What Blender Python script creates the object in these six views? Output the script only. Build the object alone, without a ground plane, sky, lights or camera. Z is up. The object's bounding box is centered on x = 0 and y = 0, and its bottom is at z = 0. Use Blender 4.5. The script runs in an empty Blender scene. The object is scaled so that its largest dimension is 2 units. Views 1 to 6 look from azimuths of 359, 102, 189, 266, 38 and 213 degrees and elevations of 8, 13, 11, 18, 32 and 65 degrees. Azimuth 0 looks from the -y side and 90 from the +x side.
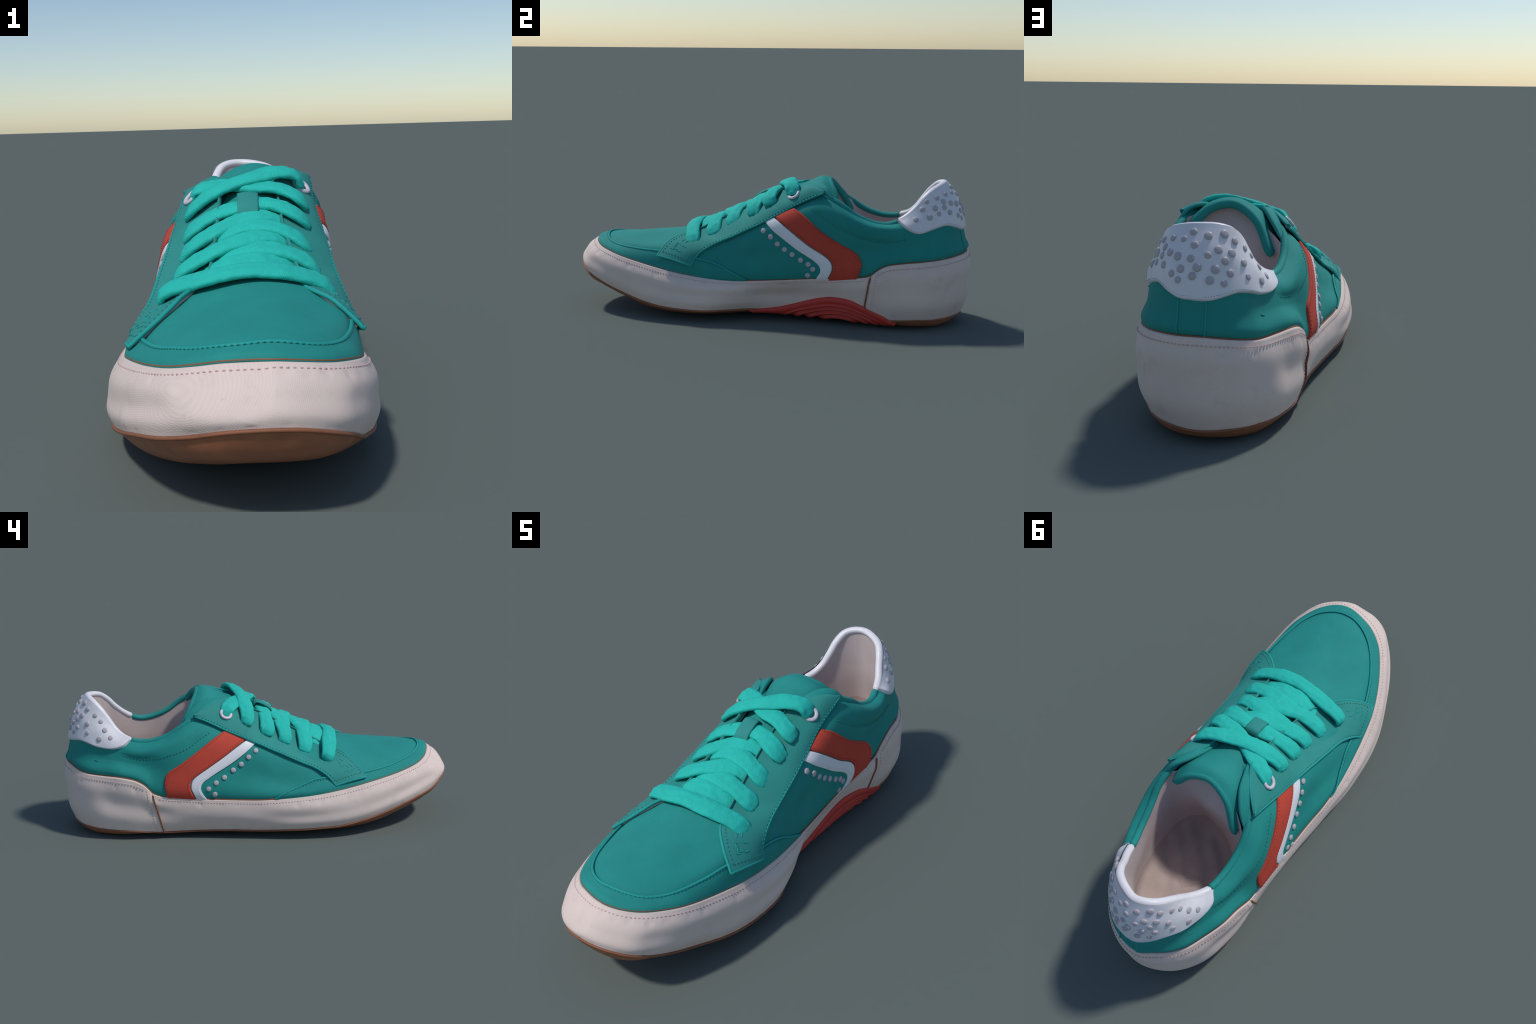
# Teal low-top sneaker, built part by part from lofted rails.
# Frame: toe towards -y, heel towards +y, outer side +x, ground at z = 0.
import math
import random
import numpy as np

# ------------------------------------------------------------------ curve tools


def catmull(points, n, closed=False):
    """Centripetal-flavoured Catmull-Rom curve, n samples spaced by arc length."""
    p = np.array(points, float)
    if closed:
        q = np.vstack([p[-1], p, p[0], p[1]])
    else:
        q = np.vstack([2 * p[0] - p[1], p, 2 * p[-1] - p[-2]])
    d = np.maximum(np.linalg.norm(np.diff(q, axis=0), axis=1), 1e-6) ** 0.5
    k = np.r_[0, np.cumsum(d)]
    out = []
    for i in range(1, len(q) - 2):
        t = np.linspace(k[i], k[i + 1], 24, endpoint=False)[:, None]
        a1 = (k[i] - t) / (k[i] - k[i - 1]) * q[i - 1] + (t - k[i - 1]) / (k[i] - k[i - 1]) * q[i]
        a2 = (k[i + 1] - t) / (k[i + 1] - k[i]) * q[i] + (t - k[i]) / (k[i + 1] - k[i]) * q[i + 1]
        a3 = (k[i + 2] - t) / (k[i + 2] - k[i + 1]) * q[i + 1] + (t - k[i + 1]) / (k[i + 2] - k[i + 1]) * q[i + 2]
        b1 = (k[i + 1] - t) / (k[i + 1] - k[i - 1]) * a1 + (t - k[i - 1]) / (k[i + 1] - k[i - 1]) * a2
        b2 = (k[i + 2] - t) / (k[i + 2] - k[i]) * a2 + (t - k[i]) / (k[i + 2] - k[i]) * a3
        out.append((k[i + 1] - t) / (k[i + 1] - k[i]) * b1 + (t - k[i]) / (k[i + 1] - k[i]) * b2)
    c = np.vstack(out + [p[:1] if closed else p[-1:]])
    if n is None:
        return c
    return resample(c, n)


def resample(c, n):
    length = np.r_[0, np.cumsum(np.linalg.norm(np.diff(c, axis=0), axis=1))]
    s = np.linspace(0, length[-1], n)
    return np.column_stack([np.interp(s, length, c[:, j]) for j in range(c.shape[1])])


NS = 1200  # samples round the shoe in every rail
HALF = NS // 2


def rail(plus, minus):
    """Closed rail round the shoe. plus runs from the toe apex over the +x side to
    the heel apex, minus the same way over the -x side without the two apexes.
    Sample i stands at round parameter s = 2 i / NS: s 0 toe, 1 heel, 2 toe."""
    loop = [*plus, *minus[::-1]]
    c = catmull(loop, None, closed=True)
    heel = 24 * (len(plus) - 1)
    sides = []
    for part in (c[: heel + 1], c[heel:][::-1]):
        y = part[:, 1]
        q = np.clip((y - y[0]) / (y[-1] - y[0]), 0, 1)
        q = np.maximum.accumulate(q) + np.arange(len(q)) * 1e-9
        w = np.arccos(np.clip(1 - 2 * q / q[-1], -1, 1)) / math.pi
        s = np.linspace(0, 1, HALF + 1)
        sides.append(np.column_stack([np.interp(s, w, part[:, j]) for j in range(3)]))
    r = np.vstack([sides[0], sides[1][::-1][1:-1]])
    for _ in range(6):  # take the faceting of the interpolation out
        r = 0.5 * r + 0.25 * (np.roll(r, 1, 0) + np.roll(r, -1, 0))
    return r


def outward(r):
    """Horizontal outward direction of a rail."""
    t = np.roll(r, -3, 0) - np.roll(r, 3, 0)
    n = np.column_stack([-t[:, 1], t[:, 0], 0 * t[:, 0]])
    n /= np.maximum(np.linalg.norm(n, axis=1), 1e-9)[:, None]
    n = -n
    c = r - np.array([0.03, 0, 0])
    if np.sum(n * c) < 0:
        n = -n
    return n


class Surface:
    """Loft through closed rails; eval(s, v) gives points and outward normals."""

    def __init__(self, rails, knots, nv=160, ridge=None):
        r = np.stack(rails)  # K, NS, 3
        k = np.array(knots, float)
        v = np.linspace(0, 1, nv)
        m = np.gradient(r, k, axis=0)
        if ridge is not None:  # where both sides meet, run smoothly over to the other side
            other = np.roll(r[-2][::-1], 1, 0)
            over = (other - r[-2]) / (2 * (k[-1] - k[-2]))
            m[-1] = m[-1] * (1 - ridge[:, None]) + over * ridge[:, None]
        i = np.clip(np.searchsorted(k, v, side="right") - 1, 0, len(k) - 2)
        h = (k[i + 1] - k[i])[:, None, None]
        t = ((v - k[i]) / (k[i + 1] - k[i]))[:, None, None]
        self.p = (
            (2 * t**3 - 3 * t**2 + 1) * r[i]
            + (t**3 - 2 * t**2 + t) * h * m[i]
            + (-2 * t**3 + 3 * t**2) * r[i + 1]
            + (t**3 - t**2) * h * m[i + 1]
        )
        self.nv = nv
        self.ridge = ridge
        self.update()

    def update(self):
        p = self.p
        ds = np.roll(p, -2, 1) - np.roll(p, 2, 1)
        dv = np.gradient(p, axis=0)
        n = np.cross(ds, dv)
        n /= np.maximum(np.linalg.norm(n, axis=2), 1e-12)[:, :, None]
        mid = self.nv // 3
        if np.mean(n[mid] * (p[mid] - p[mid].mean(0))) < 0:
            n = -n
        for _ in range(4):
            n = 0.5 * n + 0.25 * (np.roll(n, 1, 1) + np.roll(n, -1, 1))
        if self.ridge is not None:  # one shared normal along the closed ridge
            w = 0.5 * self.ridge[:, None]
            n[-1] = n[-1] * (1 - w) + np.roll(n[-1][::-1], 1, 0) * w
        n /= np.maximum(np.linalg.norm(n, axis=2), 1e-12)[:, :, None]
        self.n = n

    def eval(self, s, v):
        s, v = np.broadcast_arrays(np.asarray(s, float), np.asarray(v, float))
        a = (s % 2.0) * HALF
        i = np.floor(a).astype(int) % NS
        fi = (a - np.floor(a))[..., None]
        b = np.clip(v, 0, 1) * (self.nv - 1)
        j = np.minimum(b.astype(int), self.nv - 2)
        fj = (b - j)[..., None]
        i2 = (i + 1) % NS

        def mix(t):
            return (t[j, i] * (1 - fi) + t[j, i2] * fi) * (1 - fj) + (t[j + 1, i] * (1 - fi) + t[j + 1, i2] * fi) * fj

        n = mix(self.n)
        return mix(self.p), n / np.maximum(np.linalg.norm(n, axis=-1), 1e-12)[..., None]

    def find(self, point, side=0, weight=(1, 1, 1)):
        """(s, v) of the surface place nearest to a point (weighted by axis)."""
        lo, hi = (0, HALF + 1) if side > 0 else (HALF, NS) if side < 0 else (0, NS)
        d = ((self.p[:, lo:hi] - np.array(point)) ** 2 * np.array(weight)).sum(2)
        j, i = np.unravel_index(d.argmin(), d.shape)
        s, v = (lo + i) / HALF, j / (self.nv - 1)
        hs, hv = 1.0 / HALF, 1.0 / (self.nv - 1)
        for _ in range(14):  # refine below the table's spacing
            cand = [(s + a * hs, min(max(v + b * hv, 0), 1)) for a in (-1, 0, 1) for b in (-1, 0, 1)]
            q = self.eval([c[0] for c in cand], [c[1] for c in cand])[0]
            e = ((q - np.array(point)) ** 2 * np.array(weight)).sum(1)
            s, v = cand[int(e.argmin())]
            hs, hv = hs * 0.6, hv * 0.6
        return s, v

    def trace(self, points, n, side=0, weight=(1, 1, 1)):
        """Smooth (s, v) curve through the surface places nearest to the points."""
        sv = np.array([self.find(p, side, weight) for p in points])
        for k in range(1, len(sv)):  # unwrap at the toe
            sv[k, 0] += 2 * round((sv[k - 1, 0] - sv[k, 0]) / 2)
        return catmull(sv * [1, 0.35], n) / [1, 0.35]


# ------------------------------------------------------------------ the last: rails from sole to collar

FOX_LOW = rail(  # seam between the gum outsole and the white canvas foxing
    [(.06, -.999, .231), (.128, -.988, .225), (.203, -.942, .2), (.243, -.884, .174), (.272, -.785, .134), (.295, -.69, .105),
     (.323, -.6, .084), (.342, -.5, .068), (.350, -.385, .06), (.342, -.27, .057), (.298, -.16, .057), (.243, -.04, .056),
     (.222, .1, .05), (.21, .25, .045), (.212, .4, .04), (.235, .52, .04), (.252, .64, .045), (.243, .756, .052), (.204, .84, .049),
     (.134, .914, .05), (.02, .965, .05)],
    [(-.035, -.987, .224), (-.1, -.95, .205), (-.172, -.886, .182), (-.24, -.775, .153), (-.285, -.65, .116), (-.322, -.525, .087),
     (-.341, -.4, .066), (-.341, -.26, .055), (-.332, -.14, .05), (-.302, 0, .042), (-.274, .17, .041), (-.25, .315, .036),
     (-.241, .5, .032), (-.24, .665, .045), (-.21, .785, .048), (-.17, .857, .049), (-.103, .923, .05)])
FOX_MID = rail(  # widest line of the foxing
    [(.065, -.986, .29), (.14, -.967, .282), (.214, -.927, .262), (.257, -.864, .245), (.296, -.776, .215), (.33, -.65, .185),
     (.352, -.5, .155), (.356, -.38, .14), (.350, -.25, .135), (.322, -.12, .135), (.268, .0, .138), (.249, .1, .14),
     (.244, .2, .145), (.25, .32, .15), (.27, .43, .158), (.287, .52, .178), (.294, .62, .196), (.28, .75, .205), (.23, .875, .215),
     (.13, .962, .22), (.02, .993, .225)],
    [(-.032, -.985, .272), (-.123, -.94, .258), (-.184, -.855, .24), (-.253, -.73, .205), (-.307, -.6, .175), (-.345, -.47, .15),
     (-.355, -.35, .135), (-.349, -.19, .125), (-.337, -.06, .122), (-.313, .1, .122), (-.288, .28, .125), (-.27, .45, .135),
     (-.262, .55, .16), (-.256, .64, .185), (-.233, .745, .2), (-.206, .838, .21), (-.155, .912, .215), (-.085, .965, .22)])
FOX_TOP = rail(  # upper edge of the foxing, stepping up to the heel counter
    [(.065, -.917, .351), (.137, -.902, .343), (.198, -.859, .329), (.233, -.815, .319), (.275, -.735, .302), (.305, -.6, .274),
     (.323, -.42, .241), (.32, -.27, .221), (.311, -.15, .213), (.304, -.02, .216), (.297, .1, .224), (.29, .23, .235),
     (.286, .35, .244), (.288, .47, .255), (.292, .535, .268), (.293, .572, .298), (.292, .613, .321), (.277, .69, .334),
     (.262, .78, .343), (.195, .89, .352), (.09, .967, .36), (-.007, .986, .363)],
    [(-.034, -.893, .344), (-.092, -.866, .332), (-.154, -.812, .315), (-.209, -.725, .297), (-.257, -.618, .28),
     (-.291, -.508, .263), (-.307, -.4, .243), (-.319, -.26, .224), (-.322, -.12, .214), (-.315, .0, .207), (-.3, .1, .206),
     (-.285, .25, .211), (-.272, .4, .222), (-.266, .5, .232), (-.265, .54, .248), (-.265, .575, .287), (-.255, .625, .314),
     (-.24, .7, .329), (-.203, .787, .331), (-.165, .86, .333), (-.12, .914, .341), (-.06, .957, .353)])
UP_LOW = rail(  # side wall of the upper
    [(.066, -.878, .367), (.157, -.832, .354), (.22, -.75, .342), (.262, -.63, .333), (.292, -.48, .321), (.31, -.33, .298),
     (.3, -.16, .305), (.295, 0, .34), (.294, .15, .37), (.287, .3, .39), (.282, .45, .4), (.277, .58, .405),
     (.255, .72, .42), (.2, .858, .43), (.11, .943, .43), (.0, .968, .43)],
    [(-.028, -.85, .360), (-.095, -.803, .346), (-.148, -.74, .332), (-.197, -.657, .313), (-.238, -.558, .3), (-.27, -.43, .285),
     (-.285, -.28, .28), (-.277, -.12, .29), (-.262, .03, .32), (-.26, .18, .345), (-.262, .32, .355), (-.256, .45, .365),
     (-.225, .58, .385), (-.199, .695, .405), (-.162, .79, .415), (-.13, .87, .42), (-.07, .932, .428)])
UP_HIGH = rail(  # shoulder of the upper
    [(.066, -.8, .381), (.14, -.765, .374), (.196, -.67, .367), (.23, -.52, .37), (.248, -.35, .39), (.243, -.22, .42),
     (.249, -.1, .46), (.262, .06, .515), (.265, .16, .552), (.278, .28, .575), (.295, .4, .548), (.292, .52, .506),
     (.273, .62, .496), (.232, .73, .51), (.175, .83, .56), (.1, .905, .585), (.015, .925, .595)],
    [(-.005, -.785, .376), (-.063, -.73, .366), (-.113, -.65, .357), (-.148, -.53, .358), (-.172, -.38, .376), (-.18, -.25, .4),
     (-.185, -.1, .44), (-.194, .06, .48), (-.195, .16, .51), (-.209, .28, .53), (-.233, .4, .503), (-.229, .52, .467),
     (-.209, .62, .456), (-.164, .717, .48), (-.122, .81, .54), (-.065, .885, .58)])
UP_TOP = rail(  # ridge over the forefoot, then the throat and the collar edge
    [(.062, -.7, .389), (.062, -.58, .403), (.062, -.45, .418), (.06, -.3, .455), (.058, -.15, .515), (.056, -.05, .56),
     (.065, .03, .592), (.1, .1, .615), (.15, .18, .635), (.21, .26, .65), (.243, .34, .63), (.254, .4, .597), (.253, .45, .561),
     (.248, .5, .537), (.243, .553, .521), (.233, .607, .517), (.219, .659, .533), (.203, .706, .564), (.183, .742, .6),
     (.165, .775, .641), (.137, .81, .672), (.088, .842, .688), (.03, .862, .695)],
    [(.061, -.58, .403), (.061, -.45, .418), (.059, -.3, .455), (.055, -.15, .515), (.05, -.05, .56), (.038, .03, .588),
     (.0, .1, .62), (-.045, .175, .645), (-.105, .25, .628), (-.152, .325, .6), (-.17, .385, .566), (-.175, .45, .526),
     (-.172, .52, .502), (-.165, .58, .495), (-.154, .64, .502), (-.132, .685, .518), (-.11, .722, .55), (-.093, .755, .597),
     (-.08, .787, .641), (-.056, .825, .679), (-.02, .85, .693)])

_w = np.clip((.06 - UP_TOP[:, 1]) / .06, 0, 1)[:, None]  # both sides share one ridge line in front
UP_TOP = UP_TOP * (1 - .5 * _w) + np.roll(UP_TOP[::-1], 1, 0) * .5 * _w

SOLE_Y = [-1.0, -.985, -.95, -.87, -.8, -.72, -.62, -.52, -.4, 0, .15, .3, .45, .55, .7, .85, .92, .96]
SOLE_Z = [.2, .17, .146, .113, .085, .056, .02, .003, 0, .012, .03, .032, .025, .014, 0, 0, .01, .03]


def sole_height(y):
    """Rocker of the underside."""
    return np.interp(y, SOLE_Y, SOLE_Z)


_out = outward(FOX_LOW)
_rim = FOX_LOW + _out * 0.002
SPINE = 0.5 * (_rim + np.roll(_rim[::-1], 1, 0))  # midway to the same place on the other side
SPINE[:, 1] = np.clip(SPINE[:, 1], -.84, .84)


def sole_rail(r):
    """Underside at fraction r from the middle line to the rim: flat inside, turning up like a boat."""
    p = SPINE + (_rim - SPINE) * r
    low = sole_height(p[:, 1])
    p[:, 2] = low + (_rim[:, 2] - low) * r ** np.interp(p[:, 1], [-.96, -.86, .1, .3], [10, 4.5, 4.5, 8])
    return p


SOLE_FRACTIONS = [0, .4, .65, .82, .93, 1]
SOLE_RAILS = [sole_rail(r) for r in SOLE_FRACTIONS]


def belly(a, b, k, out):
    """Rail between two others, pushed outward."""
    return 0.5 * (a + b) + out * k


_fy = FOX_MID[:, 1]
_waist = np.exp(-(((_fy - .2) / .28) ** 4))  # flatter walls at the waist
_full = (1 - .6 * _waist)[:, None]
foxing_surface = Surface(
    [FOX_LOW, belly(FOX_LOW, FOX_MID, _full * (.009 + .005 * np.clip((_fy - .6) * 5, 0, 1))[:, None], outward(FOX_MID)), FOX_MID,
     belly(FOX_MID, FOX_TOP, _full * (.009 + .006 * np.exp(-(((_fy + .3) / .2) ** 2)) + .004 * np.clip((-.35 - _fy) * 4, 0, 1) * np.clip((_fy + .99) * 12, .1, 1))[:, None], outward(FOX_MID)), FOX_TOP],
    [0, .25, .5, .75, 1])
_top_out = outward(FOX_TOP)
_back = np.clip((FOX_TOP[:, 1:2] + .35) / .25, 0, 1)
_tuck = FOX_TOP - _top_out * (.007 + .029 * _back) - np.array([0, 0, 1.0]) * (.013 + .017 * _back)
_foot = FOX_TOP - _top_out * 0.0085
upper_surface = Surface([_tuck, _foot, UP_LOW, UP_HIGH, UP_TOP], [0, .1, .42, .72, 1], ridge=np.clip((.04 - UP_TOP[:, 1]) / .1, 0, 1))

# padded collar: a quilted groove under it, along the row of collar stitches
COLLAR_ROWS = {
    -1: [(-.196, .688, .434), (-.203, .648, .423), (-.214, .588, .415), (-.222, .531, .419), (-.225, .446, .435), (-.222, .356, .467), (-.213, .299, .503), (-.195, .235, .537)],
    +1: [(.245, .70, .45), (.262, .64, .437), (.278, .58, .433), (.286, .52, .44), (.288, .44, .465), (.285, .36, .505), (.275, .30, .545), (.262, .25, .575)],
}
for _row in COLLAR_ROWS.values():
    _c = catmull(_row, 90)
    _fade = np.sin(np.linspace(.02, .98, 90) * math.pi) ** .5
    for _j in range(60, upper_surface.nv - 10):
        _d = np.linalg.norm(upper_surface.p[_j][:, None] - _c[None], axis=2)
        _k = _d.argmin(1)
        _m = _d[np.arange(NS), _k]
        upper_surface.p[_j] -= upper_surface.n[_j] * (.0055 * np.exp(-((_m / .013) ** 2)) * _fade[_k])[:, None]
upper_surface.update()

# ------------------------------------------------------------------ mesh tools
import bpy
from mathutils import noise, Vector

rng = random.Random(7)
THING = bpy.data.objects.new("sneaker", None)
bpy.context.scene.collection.objects.link(THING)
THING["label"] = "teal canvas low-top sneaker with red stripes, white studs and gum sole"
THING["category"] = "shoe"


def put(name, verts, faces, material, parent=THING, smooth=True, kind=None, double=True):
    mesh = bpy.data.meshes.new(name)
    mesh.from_pydata([tuple(map(float, v)) for v in verts], [], [tuple(int(i) for i in f) for f in faces])
    mesh.materials.append(material)
    if smooth:
        mesh.polygons.foreach_set("use_smooth", [True] * len(mesh.polygons))
    mesh.update()
    ob = bpy.data.objects.new(name, mesh)
    ob.parent = parent
    bpy.context.scene.collection.objects.link(ob)
    if kind:
        ob["kind"] = kind
    return ob


def grid_faces(nu, nv, wrap_u=False, wrap_v=False, base=0):
    """Quads of a grid of nu x nv vertices stored u-major."""
    f = []
    for i in range(nu if wrap_u else nu - 1):
        for j in range(nv if wrap_v else nv - 1):
            a, b = i * nv + j, ((i + 1) % nu) * nv + j
            c, d = ((i + 1) % nu) * nv + (j + 1) % nv, i * nv + (j + 1) % nv
            f.append((base + a, base + b, base + c, base + d))
    return f


def fbm(p, scale, octaves=3):
    return noise.fractal(Vector(p) * scale, 1.0, 2.0, octaves)


def frames(path, ups):
    t = np.gradient(path, axis=0)
    t /= np.maximum(np.linalg.norm(t, axis=1), 1e-9)[:, None]
    side = np.cross(t, ups)
    side /= np.maximum(np.linalg.norm(side, axis=1), 1e-9)[:, None]
    up = np.cross(side, t)
    return t, side, up


def tube_data(path, ups, half_width, half_height, ring=10, closed=False, power=2.0, bump=None):
    """Sweep of a (super)elliptic section; widths may vary along the path."""
    path = np.asarray(path, float)
    n = len(path)
    ups = np.broadcast_to(np.asarray(ups, float), path.shape)
    _, side, up = frames(path, ups)
    w = np.broadcast_to(np.asarray(half_width, float), (n,))
    h = np.broadcast_to(np.asarray(half_height, float), (n,))
    a = np.linspace(0, 2 * math.pi, ring, endpoint=False)
    ca = np.sign(np.cos(a)) * np.abs(np.cos(a)) ** (2 / power)
    sa = np.sign(np.sin(a)) * np.abs(np.sin(a)) ** (2 / power)
    v = path[:, None] + side[:, None] * (w[:, None] * ca)[..., None] + up[:, None] * (h[:, None] * sa)[..., None]
    if bump is not None:
        v = v + bump(v, side, up, ca, sa)
    faces = grid_faces(n, ring, wrap_u=closed, wrap_v=True)
    v = v.reshape(-1, 3)
    if not closed:
        faces += [tuple(range(ring))[::-1], tuple(range((n - 1) * ring, n * ring))]
    return v, faces


def join(parts):
    verts, faces, base = [], [], 0
    for v, f in parts:
        verts.append(np.asarray(v))
        faces += [tuple(i + base for i in q) for q in f]
        base += len(v)
    return np.vstack(verts), faces


def sheet(top, bottom):
    """Closed sheet between two grids (nu, nv, 3) of the same shape."""
    nu, nv = top.shape[:2]
    n = nu * nv
    f = grid_faces(nu, nv)
    f += [tuple(i + n for i in q[::-1]) for q in grid_faces(nu, nv)]
    rim = [i * nv for i in range(nu)] + [(nu - 1) * nv + j for j in range(1, nv)]
    rim += [i * nv + nv - 1 for i in range(nu - 2, -1, -1)] + [j for j in range(nv - 2, 0, -1)]
    for a, b in zip(rim, rim[1:] + rim[:1]):
        f.append((b, a, a + n, b + n))
    return np.vstack([top.reshape(-1, 3), bottom.reshape(-1, 3)]), f


def edge_profile(nu, nv, pu, pv, size_u, size_v, radius):
    """0 at the border of a grid, 1 further in than radius, rounded like a quarter circle."""
    u = np.linspace(0, 1, nu)[:, None] * size_u
    v = np.linspace(0, 1, nv)[None] * size_v
    big = 1e9
    d = np.full((nu, nv), big)
    if pu:
        d = np.minimum(d, np.minimum(u, size_u - u))
    if pv:
        d = np.minimum(d, np.minimum(v, size_v - v))
    x = np.clip(d / radius, 0, 1)
    return np.sqrt(np.clip(1 - (1 - x) ** 2, 0, 1))


def spread(n, radius, size):
    """n stations 0..1 that crowd near both ends so that rounded edges are smooth."""
    r = min(radius / size, 0.3)
    k = max(n // 5, 3)
    a = np.linspace(0, 1, k, endpoint=False) ** 1.6 * r
    return np.r_[a, np.linspace(r, 1 - r, n - 2 * k), 1 - a[::-1]]


def panel(surface, a, b, across, thick, radius, sink=0.004, along=None, soft_ends=True, extra=None, both=True):
    """Overlay panel between two (s, v) border curves, lying on a surface with rounded edges."""
    n = len(a)
    pa, pb = surface.eval(a[:, 0], a[:, 1])[0], surface.eval(b[:, 0], b[:, 1])[0]
    width = np.linalg.norm(pa - pb, axis=1).mean()
    t = spread(across, radius, width)
    length = np.linalg.norm(np.diff(0.5 * (pa + pb), axis=0), axis=1).sum()
    sv = a[:, None] * (1 - t)[None, :, None] + b[:, None] * t[None, :, None]
    p, nrm = surface.eval(sv[..., 0], sv[..., 1])
    d = (np.minimum(t, 1 - t) if both else t)[None] * np.linalg.norm(pa - pb, axis=1)[:, None]
    if soft_ends:
        step = np.linspace(0, length, n)[:, None]
        d = np.minimum(d, np.minimum(step, length - step))
    x = np.clip(d / radius, 0, 1)
    lift = -sink + (thick + sink) * np.sqrt(np.clip(1 - (1 - x) ** 2, 0, 1))
    if extra is not None:
        lift = lift + extra(p, x)
    q = p + nrm * lift[..., None]
    return q, (q.reshape(-1, 3), grid_faces(n, across))


def on_surface(surface, sv, lift):
    p, n = surface.eval(sv[:, 0], sv[:, 1])
    return p + n * lift, n


def stitches(path, ups, length, gap, radius, sink=0.0):
    """Row of short threads along a path."""
    seg = np.r_[0, np.cumsum(np.linalg.norm(np.diff(path, axis=0), axis=1))]
    parts, x = [], gap
    while x + length < seg[-1]:
        at = np.linspace(x, x + length, 5)
        p = np.column_stack([np.interp(at, seg, path[:, j]) for j in range(3)])
        u = np.column_stack([np.interp(at, seg, ups[:, j]) for j in range(3)])
        arch = np.array([-1.0, 0.3, 0.6, 0.3, -1.0]) * radius
        p = p + u * (arch + sink)[:, None]
        parts.append(tube_data(p, u, [radius * .5, radius, radius, radius, radius * .5], [radius * .5, radius, radius, radius, radius * .5], ring=6))
        x += length + gap * rng.uniform(.85, 1.15)
    return join(parts)


def dome(radius, height, rings=7, seg=20, shank=0.35):
    """Flat-topped dome stud standing on z = 0."""
    prof = [(radius, -height), (radius, height * shank)]
    for k in range(1, rings + 1):
        a = k / rings * math.pi / 2
        prof.append((radius * math.cos(a) ** 0.7, height * (shank + (1 - shank) * math.sin(a))))
    prof[-1] = (1e-4, height)
    v = [(r * math.cos(2 * math.pi * i / seg), r * math.sin(2 * math.pi * i / seg), z) for r, z in prof for i in range(seg)]
    f = []
    for k in range(len(prof) - 1):
        for i in range(seg):
            j = (i + 1) % seg
            f.append((k * seg + i, k * seg + j, (k + 1) * seg + j, (k + 1) * seg + i))
    f.append(tuple((len(prof) - 1) * seg + i for i in range(seg)))
    return v, f


# ------------------------------------------------------------------ materials


class Nodes:
    def __init__(self, name):
        self.m = bpy.data.materials.new(name)
        self.m.use_nodes = True
        self.t = self.m.node_tree
        self.b = self.t.nodes["Principled BSDF"]
        self.coord = self.t.nodes.new("ShaderNodeTexCoord").outputs["Object"]

    def link(self, a, b):
        self.t.links.new(a, b)

    def node(self, kind, **props):
        n = self.t.nodes.new(kind)
        for k, v in props.items():
            setattr(n, k, v)
        return n

    def noise(self, scale, detail=3, rough=.5):
        n = self.node("ShaderNodeTexNoise")
        n.inputs["Scale"].default_value = scale
        n.inputs["Detail"].default_value = detail
        n.inputs["Roughness"].default_value = rough
        self.link(self.coord, n.inputs["Vector"])
        return n.outputs["Fac"]

    def math(self, op, a, b=None, c=None):
        n = self.node("ShaderNodeMath", operation=op)
        for i, x in enumerate((a, b, c)):
            if x is None:
                continue
            if isinstance(x, (int, float)):
                n.inputs[i].default_value = x
            else:
                self.link(x, n.inputs[i])
        return n.outputs[0]

    def thread(self, direction, period):
        """0..1 ridges across a direction."""
        d = Vector(direction).normalized()
        dot = self.node("ShaderNodeVectorMath", operation="DOT_PRODUCT")
        self.link(self.coord, dot.inputs[0])
        dot.inputs[1].default_value = d
        s = self.math("SINE", self.math("MULTIPLY", dot.outputs["Value"], 2 * math.pi / period))
        return self.math("MULTIPLY_ADD", s, .5, .5)

    def weave(self, period):
        """Twill: two families of slanting threads that meet on every wall direction."""
        a = self.thread((1, .82, 1.0), period * .62)
        b = self.thread((1, .82, -1.05), period * .62)
        return self.math("MULTIPLY", a, b)

    def ramp(self, fac, stops):
        r = self.node("ShaderNodeValToRGB")
        e = r.color_ramp.elements
        while len(e) < len(stops):
            e.new(.5)
        for el, (pos, col) in zip(e, stops):
            el.position = pos
            el.color = (*col, 1)
        self.link(fac, r.inputs[0])
        return r.outputs["Color"]

    def mix(self, fac, a, b, mode="MIX"):
        n = self.node("ShaderNodeMix", data_type="RGBA", blend_type=mode)
        for sock, x in ((n.inputs["Factor"], fac), (n.inputs["A"], a), (n.inputs["B"], b)):
            if isinstance(x, (int, float)):
                sock.default_value = x
            elif isinstance(x, tuple):
                sock.default_value = (*x, 1)
            else:
                self.link(x, sock)
        return n.outputs["Result"]

    def finish(self, color, rough, height=None, bump=.3, dist=.002, spec=.3, sheen=0.0):
        if isinstance(color, tuple):
            self.b.inputs["Base Color"].default_value = (*color, 1)
        else:
            self.link(color, self.b.inputs["Base Color"])
        if isinstance(rough, (int, float)):
            self.b.inputs["Roughness"].default_value = rough
        else:
            self.link(rough, self.b.inputs["Roughness"])
        self.b.inputs["Specular IOR Level"].default_value = spec
        if sheen:
            self.b.inputs["Sheen Weight"].default_value = sheen
        if height is not None:
            n = self.node("ShaderNodeBump")
            n.inputs["Strength"].default_value = bump
            n.inputs["Distance"].default_value = dist
            self.link(height, n.inputs["Height"])
            self.link(n.outputs["Normal"], self.b.inputs["Normal"])
        return self.m


def shade(c, k):
    return tuple(min(x * k, 1) for x in c)


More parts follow.
